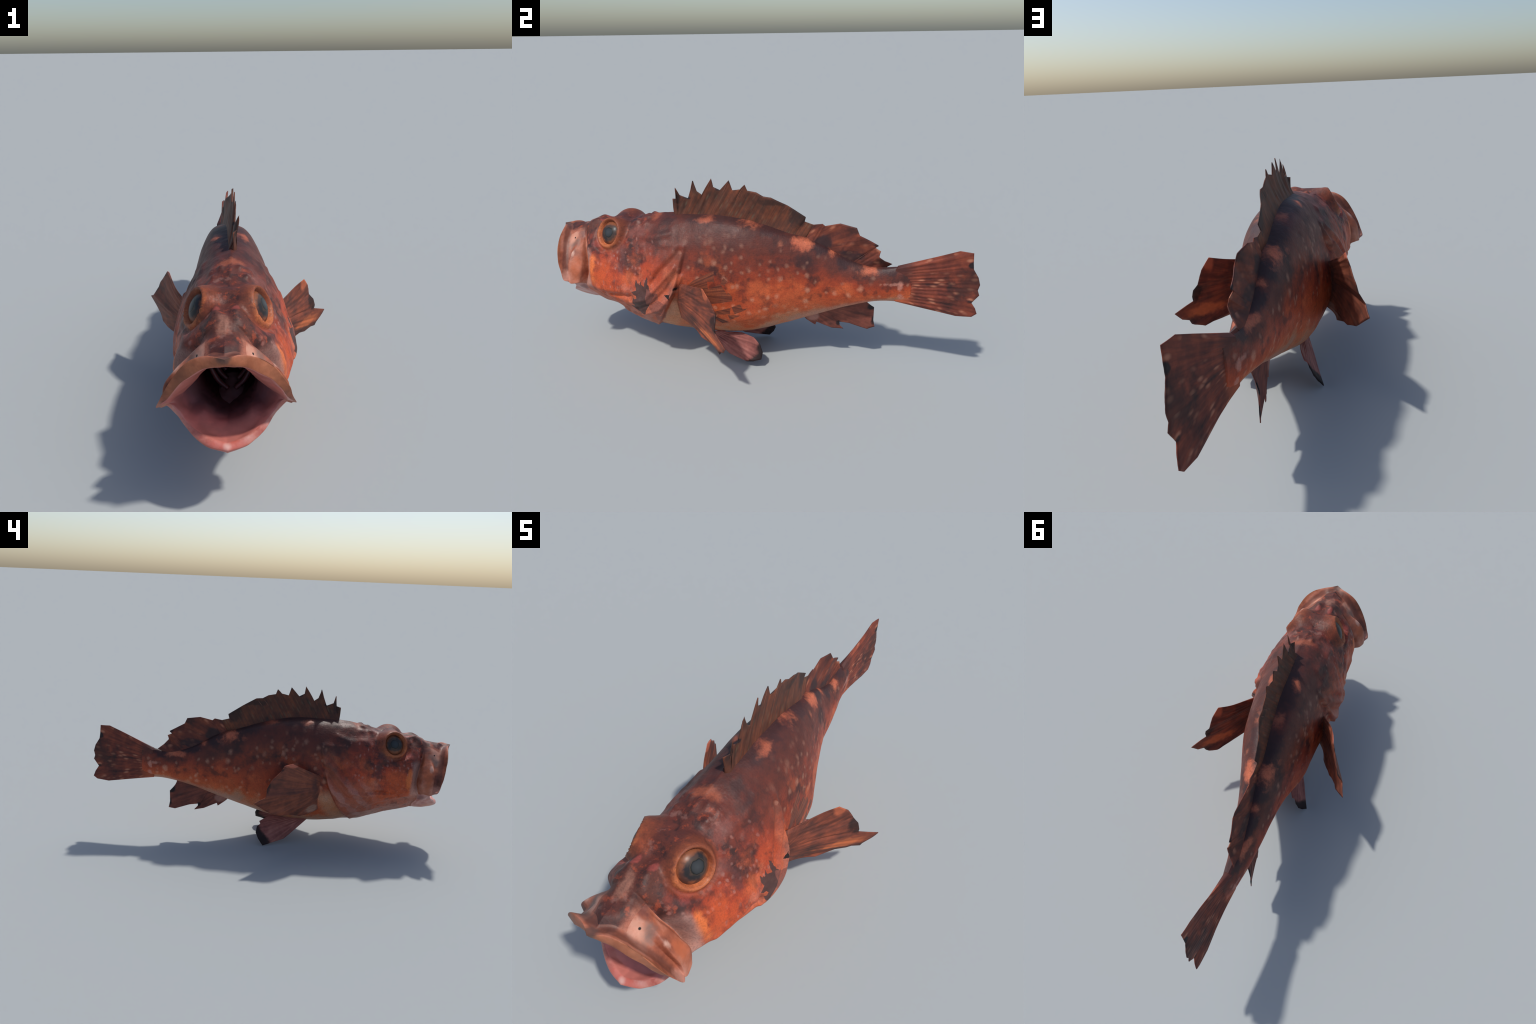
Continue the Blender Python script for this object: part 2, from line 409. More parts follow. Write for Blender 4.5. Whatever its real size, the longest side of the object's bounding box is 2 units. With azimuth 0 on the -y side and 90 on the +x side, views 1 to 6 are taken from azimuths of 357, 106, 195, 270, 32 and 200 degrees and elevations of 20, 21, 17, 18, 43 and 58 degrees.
# ---------------------------------------------------------------- skin
BLACK = (.02, .017, .02)
DARK = (.060, .025, .026)
def skin_material():
    N = Nodes("mottled_skin")
    dx, M, h = fish_frame(N)
    n1 = N.cloud(N.P, 4.0, 3); n2 = N.cloud(N.P, 13.0, 5, .62); n3 = N.noise(N.P, 46.0, 4); n4 = N.noise(N.P, 170.0, 2)
    wob = N.mul(N.sub(N.cloud(N.vm('ADD', N.P, (7.3, 2.2, 4.4)), 17., 5, .65), .5), 1.1)
    hn = N.add(h, N.add(N.mul(N.sub(n1, .5), .22), N.mul(N.sub(n2, .5), .24)))
    col = N.ramp(hn, [(.0, (.44, .25, .18)), (.10, (.50, .22, .12)), (.20, (.50, .115, .043)), (.40, (.42, .077, .029)),
                      (.58, (.25, .047, .024)), (.76, (.125, .034, .024)), (.95, (.075, .027, .024))])
    # head is redder, with a lilac throat
    headm = N.step(N.y, -.36, -.50)
    hcol = N.ramp(hn, [(.0, (.40, .20, .17)), (.22, (.44, .17, .12)), (.33, (.52, .11, .04)), (.55, (.44, .070, .028)),
                       (.74, (.21, .042, .027)), (.92, (.105, .034, .027))])
    col = N.mix(headm, col, hcol)
    # dark cloudy mottling
    mott = N.mul(N.step(N.cloud(N.P, 6.5, 5, .62), .52, .85), N.step(h, .25, .62))
    col = N.mix(N.mul(mott, .85), col, (.042, .021, .022))
    mott2 = N.mul(N.step(N.cloud(N.P, 19., 4, .6), .55, .85), N.step(h, .14, .35))
    col = N.mix(N.mul(mott2, .60), col, (.085, .028, .022))
    glow = N.mul(N.step(N.cloud(N.vm('ADD', N.P, (3.1, 1.7, 5.2)), 9., 5), .55, .90), N.step(h, .92, .45))
    col = N.mix(N.mul(glow, .6), col, (.62, .15, .055))
    # saddle-dark back below the dorsal fin
    for c, r, a in [((0, -.17, .70), (.10, .18, .075), .65), ((.02, .10, .66), (.09, .07, .05), .75), ((.02, .31, .585), (.09, .05, .05), .9),
                    ((.02, .43, .525), (.08, .055, .035), .9), ((.02, .61, .49), (.07, .05, .035), .8), ((.05, .20, .53), (.09, .10, .03), .5), ((.09, .27, .50), (.06, .07, .03), .4)]:
        col = N.mix(N.mul(N.blob(M, c, r, wob), a), col, (.036, .020, .024))
    # pale pink blotches along the back
    for c, r, a in [((.03, -.005, .675), (.05, .055, .026), .55), ((.05, .235, .605), (.06, .062, .044), .85), ((.04, .365, .555), (.05, .022, .028), .8),
                 ((.04, .525, .485), (.06, .060, .024), .75), ((.05, -.20, .69), (.04, .050, .018), .5), ((.06, .14, .60), (.05, .020, .020), .45)]:
        col = N.mix(N.mul(N.blob(M, c, tuple(k * .92 for k in r), N.mul(wob, 1.3), (.15, 1.2)), a), col, N.mix(n2, (.46, .11, .06), (.72, .24, .13)))
    # light spots, oval and scattered, on trunk and tail stalk
    body = N.step(N.y, -.36, -.28)
    warp = N.vm('MULTIPLY', N.vm('SUBTRACT', N.noise(N.P, 26., 2, color=True), (.5, .5, .5)), (.012, .020, .020))
    sp = N.vm('ADD', N.vec(N.add(N.y, N.mul(N.step(dx, -.01, .01), 3.37)), N.mul(N.z, .85), 0), N.vm('MULTIPLY', N.vec(0, 0, 0), (1, 1, 1)))
    wy = N.vm('DOT_PRODUCT', warp, (0, 1, 0)); wz = N.vm('DOT_PRODUCT', warp, (0, 0, 1))
    sp = N.vm('ADD', sp, N.vec(wy, wz, 0))
    for sc, keep, r0, amt in [(17., .45, .06, .62), (25., .55, .07, .50)]:
        d, ra, rb = N.voronoi(sp, sc, .95, flat=True)
        rad = N.add(r0, N.mul(rb, .12))
        s = N.step(N.add(N.sub(d, rad), N.mul(N.sub(n3, .5), .25)), .17, -.12)
        s = N.mul(N.mul(s, N.step(ra, keep, keep + .25)), N.mul(body, N.mul(N.step(h, .12, .24), N.step(h, .97, .75))))
        col = N.mix(N.mul(s, amt), col, N.mix(N.step(h, .3, .75), (.66, .33, .22), (.36, .20, .15)))
    # small bluish specks on head and gill cover
    d, ra, rb = N.voronoi(sp, 46., 1.0, flat=True)
    s = N.mul(N.step(d, .36, .08), N.mul(N.step(ra, .50, .8), N.mul(headm, N.mul(N.step(h, .2, .4), N.step(h, 1.0, .8)))))
    col = N.mix(N.mul(s, .55), col, (.40, .22, .20))
    # tail stalk: pale knuckle at the root of the tail fin, pale lower edge
    knuckle = N.mx(N.blob(M, (0, .665, .42), (.06, .016, .03), wob), N.blob(M, (0, .67, .372), (.06, .018, .022), wob), N.blob(M, (0, .64, .43), (.06, .04, .012), wob))
    col = N.mix(N.mul(knuckle, .6), col, (.58, .30, .25))
    keel = N.mul(N.step(N.y, .15, .25), N.step(h, .16, .05))
    col = N.mix(N.mul(keel, .55), col, (.48, .27, .22))
    # ---- face
    f = lambda c, r, colr, a, soft=(.45, 1.2): N.mix(N.mul(N.blob(M, c, r, wob, soft), a), col, colr)
    col = f((.06, -.83, .615), (.07, .080, .06), (.095, .036, .028), .9)
    # crown and snout: coarse red, black and grey marbling
    crownm = N.mul(N.step(h, .62, .80), N.step(N.y, -.44, -.54))
    c1 = N.cloud(N.P, 24., 5, .65); c2 = N.cloud(N.vm('ADD', N.P, (5.5, .4, 8.1)), 30., 5, .65)
    col = N.mix(N.mul(crownm, N.mul(N.step(c1, .50, .80), .85)), col, (.042, .022, .022))
    col = N.mix(N.mul(crownm, N.mul(N.step(c2, .58, .88), .70)), col, (.34, .075, .036))
    col = N.mix(N.mul(crownm, N.mul(N.step(N.cloud(N.vm('ADD', N.P, (1.5, 9.4, 2.1)), 18., 4), .70, .95), .5)), col, (.30, .17, .15))
    cheekm = N.mul(headm, N.step(h, .80, .60))
    col = N.mix(N.mul(cheekm, N.mul(N.step(c1, .52, .85), .55)), col, (.12, .036, .030))
    col = N.mix(N.mul(cheekm, N.mul(N.step(c2, .55, .90), .50)), col, (.55, .15, .085))
    col = f((.00, -.835, .62), (.026, .040, .04), (.33, .17, .13), .7)
    col = f((.17, -.70, .42), (.07, .085, .085), (.56, .105, .032), .6)
    col = f((.18, -.755, .44), (.03, .022, .09), (.70, .20, .06), .7)
    col = f((.15, -.585, .475), (.08, .022, .075), (.10, .040, .040), .7)
    col = f((.12, -.62, .545), (.07, .06, .03), (.17, .075, .070), .5)
    col = f((.15, -.57, .385), (.08, .05, .035), (.58, .24, .17), .55)
    col = f((.10, -.735, .545), (.05, .035, .03), (.50, .12, .11), .45)
    col = f((.09, -.52, .62), (.06, .06, .035), (.22, .09, .08), .5)
    col = f((.0, -.47, .69), (.09, .03, .03), (.42, .13, .07), .5)
    col = f((.03, -.755, .64), (.012, .02, .03), (.42, .10, .09), .5)
    # orange flesh round the eyes, brightest on the rim
    for c, nn in EYES:
        de = N.vm('DISTANCE', N.P, tuple(c))
        col = N.mix(N.mul(N.step(N.add(de, N.mul(N.sub(n2, .5), .03)), .105, .075), .55), col, (.24, .070, .034))
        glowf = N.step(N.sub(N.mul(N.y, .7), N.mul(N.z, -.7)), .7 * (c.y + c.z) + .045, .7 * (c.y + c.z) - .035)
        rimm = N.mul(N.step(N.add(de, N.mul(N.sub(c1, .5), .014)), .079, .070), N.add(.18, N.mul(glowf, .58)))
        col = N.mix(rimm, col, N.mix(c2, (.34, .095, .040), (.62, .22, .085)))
    plate = N.mul(N.mul(N.step(N.add(N.y, N.mul(wob, .01)), -.835, -.885), N.step(N.y, -.965, -.945)), N.step(N.add(N.m('ABSOLUTE', dx), N.mul(wob, .012)), .040, .058))
    col = N.mix(N.mul(plate, .85), col, N.mix(c1, (.50, .23, .16), (.30, .09, .06)))
    # pale membrane between jaw and cheek
    mem = N.mul(N.mul(N.step(N.y, -.755, -.78), N.step(N.z, .54, .50)), N.mul(N.step(N.z, .31, .35), N.step(N.m('ABSOLUTE', dx), .09, .11)))
    col = N.mix(N.mul(mem, .85), col, N.mix(N.add(N.mul(n2, .5), N.step(N.z, .50, .36, 0, .5)), (.17, .13, .13), (.60, .36, .31)))
    # gill flap rear edge
    gyl = N.curve(N.z, GILL_Z, GILL_Y)
    t = N.sub(N.y, gyl)
    lo = N.mul(N.step(N.z, .60, .50), N.step(N.m('ABSOLUTE', dx), .05, .10))
    strip = N.mul(N.mul(N.step(t, -.085, -.06), N.step(t, .004, -.002)), lo)
    col = N.mix(N.mul(strip, N.add(.15, N.mul(c2, .4))), col, N.mix(n2, (.36, .085, .045), (.50, .20, .13)))
    left = N.step(dx, .02, -.02)
    # lilac and ochre folds of the branchial rays
    folds = N.m('SINE', N.add(N.mul(N.sub(N.mul(N.y, .74), N.mul(N.z, .67)), 88.), N.mul(n2, 3.5)))
    raym = N.mul(N.mul(N.step(N.y, -.62, -.52), N.step(t, .004, -.004)), N.mul(N.step(N.z, .46, .34), N.step(N.m('ABSOLUTE', dx), .06, .11)))
    rayc = N.mix(N.step(folds, -.5, .6), (.36, .12, .075), (.42, .21, .18))
    col = N.mix(N.mul(raym, N.mul(.75, N.add(.45, N.mul(left, .55)))), col, rayc)
    # pale axil behind the flap
    axil = N.mul(N.mul(N.step(t, .000, .006), N.step(t, .13, .06)), N.mul(N.step(N.z, .37, .30), N.step(N.m('ABSOLUTE', dx), .05, .09)))
    col = N.mix(N.mul(axil, .8), col, N.mix(n2, (.50, .20, .08), (.52, .36, .26)))
    axr = N.blob(M, (.15, -.27, .385), (.06, .03, .035), wob)
    col = N.mix(N.mul(axr, .7), col, (.50, .09, .045))
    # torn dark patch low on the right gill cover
    right = N.step(dx, 0.0, .02)
    jag = N.mul(N.sub(n3, .5), .02)
    u, v = N.add(N.y, jag), N.add(N.z, jag)
    inkp = N.mx(*[N.poly(u, v, q) for q in [
        [(-.502,.400),(-.47,.412),(-.425,.398),(-.402,.372),(-.425,.335),(-.455,.285),(-.49,.31)], [(-.502,.430),(-.47,.39),(-.50,.38)], [(-.525,.372),(-.48,.385),(-.48,.35)],
        [(-.475,.432),(-.462,.40),(-.482,.40)], [(-.445,.452),(-.425,.40),(-.455,.40)],
        [(-.545,.295),(-.49,.30),(-.445,.32),(-.463,.262),(-.493,.262)], [(-.515,.343),(-.49,.345),(-.47,.30),(-.51,.30)]]])
    col = N.mix(N.mul(inkp, N.mul(right, .95)), col, N.mix(N.cloud(N.P, 16., 3), (.038, .024, .026), (.085, .055, .054)))
    notch = N.mx(*[N.poly(u, v, q) for q in [[(-.362,.372),(-.330,.380),(-.334,.352)], [(-.318,.408),(-.306,.402),(-.314,.386)]]])
    col = N.mix(N.mul(notch, right), col, (.012, .010, .010))
    sheen = N.mx(*[N.poly(N.y, N.z, q) for q in [[(-.441,.40),(-.39,.376),(-.392,.345),(-.446,.315)], [(-.44,.31),(-.392,.345),(-.348,.33),(-.37,.27),(-.41,.26)], [(-.42,.26),(-.37,.268),(-.39,.225),(-.42,.215)]]])
    col = N.mix(N.mul(sheen, N.mul(right, .75)), col, N.mix(n2, (.16, .055, .045), (.30, .13, .11)))
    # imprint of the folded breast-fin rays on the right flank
    fa = N.m('ARCTAN2', N.sub(N.z, .375), N.add(N.y, .33))
    ray = N.noise(N.vec(N.mul(fa, 26.), N.mul(N.y, 3.), 0), 1.0, 3)
    fan = N.mx(*[N.poly(N.y, N.z, q) for q in [
        [(-.295,.383),(-.23,.442),(-.169,.442),(-.165,.395)], [(-.235,.438),(-.139,.488),(-.137,.437),(-.169,.445)],
        [(-.19,.39),(-.11,.428),(-.083,.363),(-.057,.347),(-.179,.324)], [(-.083,.363),(-.077,.394),(-.058,.372),(-.057,.347)],
        [(-.11,.428),(-.096,.458),(-.079,.443),(-.09,.42)],
        [(-.165,.285),(-.065,.315),(-.07,.281),(-.162,.273)], [(-.062,.317),(-.022,.335),(-.007,.301),(-.048,.283)], [(-.02,.305),(.013,.318),(.0,.304)],
        [(-.16,.268),(-.137,.265),(-.078,.232),(-.115,.221)], [(-.08,.277),(-.02,.277),(-.073,.248)]]])
    col = N.mix(N.mul(fan, N.mul(right, .93)), col, N.ramp(ray, [(.3, (.065, .028, .024)), (.5, (.17, .055, .035)), (.7, (.30, .10, .05))]))
    # overall depth of colour
    col = N.mix(1.0, col, (.98, .86, .78), 'MULTIPLY')
    # fine grain
    col = N.mix(N.mul(N.step(n3, .35, .75), .30), col, N.mix(1.0, col, (1.5, 1.35, 1.3), 'MULTIPLY'))
    col = N.mix(N.step(n4, .60, .30, 0, .25), col, (.05, .02, .02))
    # scales as a fine bump
    sd, _, _ = N.voronoi(N.vm('MULTIPLY', N.P, (1, 1, 1.2)), 105., .6)
    nb = N.bump(sd, .15, .003); nb = N.bump(n3, .25, .006, nb)
    rough = N.add(.42, N.mul(n2, .20))
    return N.finish(col, rough, nb, .26)

def upper_jaw_material():
    N = Nodes("upper_jaw_skin")
    dx, M, h = fish_frame(N)
    n2 = N.noise(N.P, 14., 4); n3 = N.noise(N.P, 50., 4)
    wob = N.mul(N.sub(n2, .5), 1.2)
    wob = N.mul(N.sub(N.cloud(N.P, 18., 5, .62), .5), 1.0)
    k1 = N.cloud(N.P, 12., 5, .6)
    col = N.ramp(k1, [(.1, (.19, .052, .030)), (.5, (.36, .105, .055)), (.9, (.50, .20, .13))])
    f = lambda c, r, colr, a, soft=(.35, 1.25): N.mix(N.mul(N.blob(M, c, r, wob, soft), a), col, colr)
    # plate pale with a grey stripe; ridge pale; rear plate orange-red; snout dark; lip orange-brown
    col = f((.09, -.90, .54), (.05, .03, .06), (.58, .30, .215), .75)
    col = f((.105, -.885, .510), (.022, .032, .070), (.12, .085, .075), .75)
    col = f((.165, -.850, .445), (.045, .028, .085), (.42, .105, .042), .85)
    col = f((.15, -.872, .49), (.015, .012, .05), (.66, .38, .29), .7)
    top = N.mul(N.step(N.m('ABSOLUTE', dx), .062, .030), N.step(N.y, -.975, -.945))
    col = N.mix(N.mul(N.step(N.add(top, N.mul(wob, .6)), .25, .75), .9), col, N.mix(k1, (.055, .028, .024), (.24, .075, .045)))
    col = f((.02, -.90, .60), (.03, .03, .03), (.46, .16, .10), .4)
    lip = N.step(N.add(N.add(N.y, N.mul(N.m('ABSOLUTE', dx), -.33)), N.mul(wob, .004)), -.985, -.993)
    col = N.mix(N.mul(lip, .75), col, N.mix(k1, (.19, .060, .030), (.44, .145, .062)))
    fold = N.add(N.add(N.y, N.mul(N.m('ABSOLUTE', dx), -.33)), N.mul(wob, .006))
    col = N.mix(N.mul(N.mul(N.step(fold, -.984, -.974), N.step(fold, -.942, -.960)), .7), col, (.10, .036, .026))
    col = f((.00, -.985, .595), (.030, .03, .02), (.085, .05, .042), .8)
    col = f((.205, -.89, .385), (.03, .03, .05), (.56, .26, .19), .65)
    col = f((.075, -.848, .578), (.040, .026, .030), (.12, .042, .034), .85)
    col = f((.14, -.835, .50), (.020, .018, .06), (.22, .06, .035), .5)
    pore = N.step(N.vm('DISTANCE', M, (.082, -.893, .548)), .0065, .0035)
    col = N.mix(pore, col, (.01, .008, .008))
    col = N.mix(N.mul(N.step(n3, .4, .7), .3), col, N.mix(1.0, col, (1.4, 1.3, 1.3), 'MULTIPLY'))
    return N.finish(col, N.add(.40, N.mul(n2, .2)), N.bump(n3, .3, .005), .32)

def lower_jaw_material():
    N = Nodes("lower_jaw_skin")
    dx, M, h = fish_frame(N)
    n2 = N.noise(N.P, 14., 4); n3 = N.noise(N.P, 55., 4)
    wob = N.mul(N.sub(n2, .5), 1.2)
    col = N.ramp(N.cloud(N.P, 16., 5, .62), [(.1, (.36, .075, .055)), (.5, (.50, .17, .13)), (.9, (.58, .30, .26))])
    f = lambda c, r, colr, a: N.mix(N.mul(N.blob(M, c, r, wob, (.4, 1.2)), a), col, colr)
    col = f((.0, -.95, .265), (.10, .03, .03), (.55, .11, .08), .6)
    col = f((.10, -.90, .255), (.08, .06, .025), (.52, .15, .07), .6)
    col = f((.155, -.85, .335), (.05, .04, .03), (.50, .28, .25), .6)
    col = f((.150, -.83, .325), (.03, .025, .02), (.12, .05, .05), .5)
    col = N.mix(N.mul(N.step(N.add(N.vm('DISTANCE', M, (0, -.955, .268)), N.mul(wob, .006)), .018, .002), .6), col, (.72, .50, .44))
    return N.finish(col, .34, N.bump(n3, .25, .004), .45, coat=.15)

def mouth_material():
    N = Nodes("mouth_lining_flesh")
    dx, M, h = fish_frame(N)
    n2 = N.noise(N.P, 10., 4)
    col = N.ramp(N.step(N.y, -.93, -.52), [(0, (.50, .16, .13)), (.14, (.38, .14, .135)), (.26, (.22, .10, .11)), (.5, (.14, .055, .062)), (.8, (.085, .015, .016)), (1, (.03, .006, .007))])  # darkened towards the throat: shade inside the open mouth painted into the flesh colour
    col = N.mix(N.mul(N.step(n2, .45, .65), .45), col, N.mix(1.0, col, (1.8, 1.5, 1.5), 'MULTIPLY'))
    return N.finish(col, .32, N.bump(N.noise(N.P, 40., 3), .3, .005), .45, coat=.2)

def flesh_material(name, a, b, rough=.35):
    N = Nodes(name)
    n = N.noise(N.P, 20., 4)
    return N.finish(N.ramp(n, [(.3, a), (.7, b)]), rough, N.bump(n, .2, .004), .45)

SKIN = skin_material()
for nm, ob in PARTS.items():
    ob.data.materials.append(SKIN)
PARTS["upper_jaw"].data.materials[0] = upper_jaw_material()
PARTS["lower_jaw"].data.materials[0] = lower_jaw_material()
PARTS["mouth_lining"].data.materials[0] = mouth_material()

# ---------------------------------------------------------------- generic solids
def mesh_from(name, v, f, mat, parent=root, smooth=True):
    me = bpy.data.meshes.new(name); me.from_pydata([tuple(map(float, p)) for p in v], [], f); me.update()
    if smooth: me.polygons.foreach_set("use_smooth", [True] * len(me.polygons))
    me.materials.append(mat)
    return add_object(name, me, parent)

def tube(name, pts, radii, mat, parent=root, n=12):
    pts = [Vector(p) for p in pts]; v = []; f = []
    q = np.linspace(0, len(pts) - 1, 8 * len(pts))
    PP = cubic(np.arange(len(pts)), np.array([tuple(p) for p in pts]), q); RR = np.interp(q, range(len(radii)), radii)
    for i, p in enumerate(PP):
        t = Vector(PP[min(i + 1, len(PP) - 1)] - PP[max(i - 1, 0)]).normalized()
        a = t.orthogonal().normalized() if abs(t.x) > .9 else t.cross(Vector((1, 0, 0))).normalized()
        b = t.cross(a)
        for k in range(n):
            w = 2 * math.pi * k / n
            v.append(Vector(p) + (a * math.cos(w) + b * math.sin(w)) * RR[i])
    for i in range(len(PP) - 1):
        for k in range(n):
            f.append((i*n+k, i*n+(k+1) % n, (i+1)*n+(k+1) % n, (i+1)*n+k))
    f.append(tuple(reversed(range(n)))); f.append(tuple((len(PP)-1)*n + k for k in range(n)))
    return mesh_from(name, v, f, mat, parent)

# gill arches and tongue inside the mouth
arch_mat = flesh_material("gill_arch_flesh", (.10, .02, .022), (.20, .05, .05))
mouth = PARTS["mouth_lining"]
for s in (1, -1):
    for k in range(3):
        y0 = -.60 + .045 * k
        m = midline(y0)
        tube("gill_arch", [(m + s * (.012 + .006*k), y0 - .03, .262 + .012*k), (m + s * (.055), y0 - .01, .30 + .01*k), (m + s * .088, y0 + .01, .39), (m + s * .070, y0 + .02, .475)],
             [.008, .010, .009, .006], arch_mat, mouth)
v = []; f = []
for i in range(16):
    t = i / 15; y = -.78 + .26 * t; w = .045 * math.sqrt(max(1 - (1 - min(t * 2.2, 1)) ** 2, .0)) + .002
    for k in range(16):
        a = 2 * math.pi * k / 16
        v.append((midline(y) + w * math.cos(a), y, .236 + .02 * t + (.014 if math.sin(a) > 0 else .02) * math.sin(a) * min(1, t * 4 + .15)))
for i in range(15):
    for k in range(16):
        f.append((i*16+k, i*16+(k+1) % 16, (i+1)*16+(k+1) % 16, (i+1)*16+k))
f += [tuple(reversed(range(16))), tuple(240 + k for k in range(16))]
mesh_from("tongue", v, f, flesh_material("tongue_flesh", (.22, .09, .09), (.36, .20, .20)), mouth)

# ---------------------------------------------------------------- eyes
def eye_material():
    N = Nodes("eyeball_surface")
    n = N.noise(N.P, 60., 4)
    r = N.vm('LENGTH', N.vec(N.sub(N.x, .007), N.y, 0))
    r = N.add(r, N.mul(N.sub(n, .5), .012))
    big = N.noise(N.P, 22., 3)
    iris = N.mix(N.step(big, .42, .58), (.022, .020, .022), (.065, .040, .033))
    col = N.ramp(N.mul(r, 16.), [(.0, (.046, .050, .055)), (.30, (.030, .033, .036)), (.37, (.010, .010, .010)), (.40, (.055, .040, .028))])
    col = N.mix(N.step(r, .0245, .028), col, iris)
    col = N.mix(N.step(N.add(r, N.mul(N.sub(big, .5), .024)), .036, .048), col, N.mix(N.step(big, .4, .6), (.075, .032, .025), (.22, .075, .036)))
    return N.finish(col, .34, None, .22)
em = eye_material()
eye_mesh = None
for c, n in EYES:
    if eye_mesh is None:
        v = []; f = []; NR, NA = 14, 40
        for i in range(NR + 1):
            r = .058 * i / NR
            hgt = .030 * (1 - (r / .058) ** 2) ** .62
            for k in range(NA):
                a = 2 * math.pi * k / NA; v.append((r * math.cos(a), r * math.sin(a), hgt))
        for i in range(NR + 1):
            r = .058 * (1 - i / NR)
            for k in range(NA):
                a = 2 * math.pi * k / NA; v.append((r * math.cos(a), r * math.sin(a), -.008 - .016 * (1 - (r / .058) ** 2) ** .5))
        L = 2 * NR + 2
        for i in range(L - 1):
            for k in range(NA):
                f.append((i*NA+k, (i+1)*NA+k, (i+1)*NA+(k+1) % NA, i*NA+(k+1) % NA))
        ob = mesh_from("eye", v, f, em); eye_mesh = ob.data
    else:
        ob = add_object("eye", eye_mesh)
    back_dir = (Vector((0, 1, 0)) - n * n.y).normalized()      # local +x points to the tail
    ob.matrix_world = Matrix.Translation(c - n * .006) @ Matrix((back_dir, n.cross(back_dir), n)).transposed().to_4x4()

# =====================================================================
#  Fins: membrane with thickness, corrugated by its rays
# =====================================================================
def fin_material(name, O, e1, e2, light, mid, dark, rays=24., bands=0.0, edge=None, spot=(.42, .15, .09), spot_amt=.5, shear=None, patches=(), spot_w=1.0, root_blend=None):
    """colour runs along the rays of a fan with origin O in the plane (e1, e2), or along slanted parallel rays"""
    N = Nodes(name)
    rel = N.vm('SUBTRACT', N.P, O)
    a = N.vm('DOT_PRODUCT', rel, e1); b = N.vm('DOT_PRODUCT', rel, e2)
    if shear is None:
        ang = N.m('ARCTAN2', b, a); rad = N.m('SQRT', N.add(N.mul(a, a), N.mul(b, b)))
    else:
        ang = N.sub(N.mul(a, 3.2), N.mul(b, shear * 3.2)); rad = b
    n2 = N.cloud(N.P, 13., 4, .6, 1.8); n3 = N.noise(N.P, 60., 3)
    streak = N.cloud(N.vec(N.mul(ang, rays), N.mul(rad, 5.), N.mul(N.x, 2.)), 1.0, 4, .6, 1.6)
    fine = N.noise(N.vec(N.mul(ang, rays * 3.5), N.mul(rad, 9.), 0), 1.0, 2)
    s = N.add(N.mul(streak, .42), N.mul(fine, .14))
    s = N.add(s, N.add(.0, N.mul(n2, .44)))
    col = N.ramp(s, [(.22, dark), (.50, mid), (.80, light)])
    if spot_amt:
        sv = N.vec(N.mul(ang, rays * spot_w), N.mul(rad, 24.), 0)
        d, ra, rb = N.voronoi(sv, 1.0, .75)
        sm = N.mul(N.step(d, .50, .08), N.step(ra, .30, .60))
        col = N.mix(N.mul(sm, spot_amt), col, spot)
    for c, r, colr, amt in patches:
        col = N.mix(N.mul(N.blob(N.P, c, r, N.mul(N.sub(n2, .5), 1.2)), amt), col, colr)
    if root_blend:     # skin colour running out onto the fin rays
        y0, y1, z0, z1 = root_blend
        skinc = N.ramp(N.add(N.m('DIVIDE', N.sub(N.z, z0), z1 - z0), N.mul(N.sub(n2, .5), .25)), [(.05, (.42, .10, .045)), (.45, (.33, .065, .032)), (.62, (.15, .040, .028)), (.95, (.085, .030, .026))])
        col = N.mix(N.step(N.add(N.y, N.mul(N.sub(streak, .5), .06)), y1, y0), col, skinc)
    if edge:
        em = N.step(N.add(rad, N.mul(N.sub(n2, .5), edge[2])), edge[0], edge[1])
        col = N.mix(N.mul(em, edge[3]), col, (.012, .010, .011))
    col = N.mix(N.mul(N.step(n3, .4, .75), .3), col, N.mix(1.0, col, (1.5, 1.4, 1.35), 'MULTIPLY'))
    return N.finish(col, .55, N.bump(s, .3, .003), .22, translucent=.10)

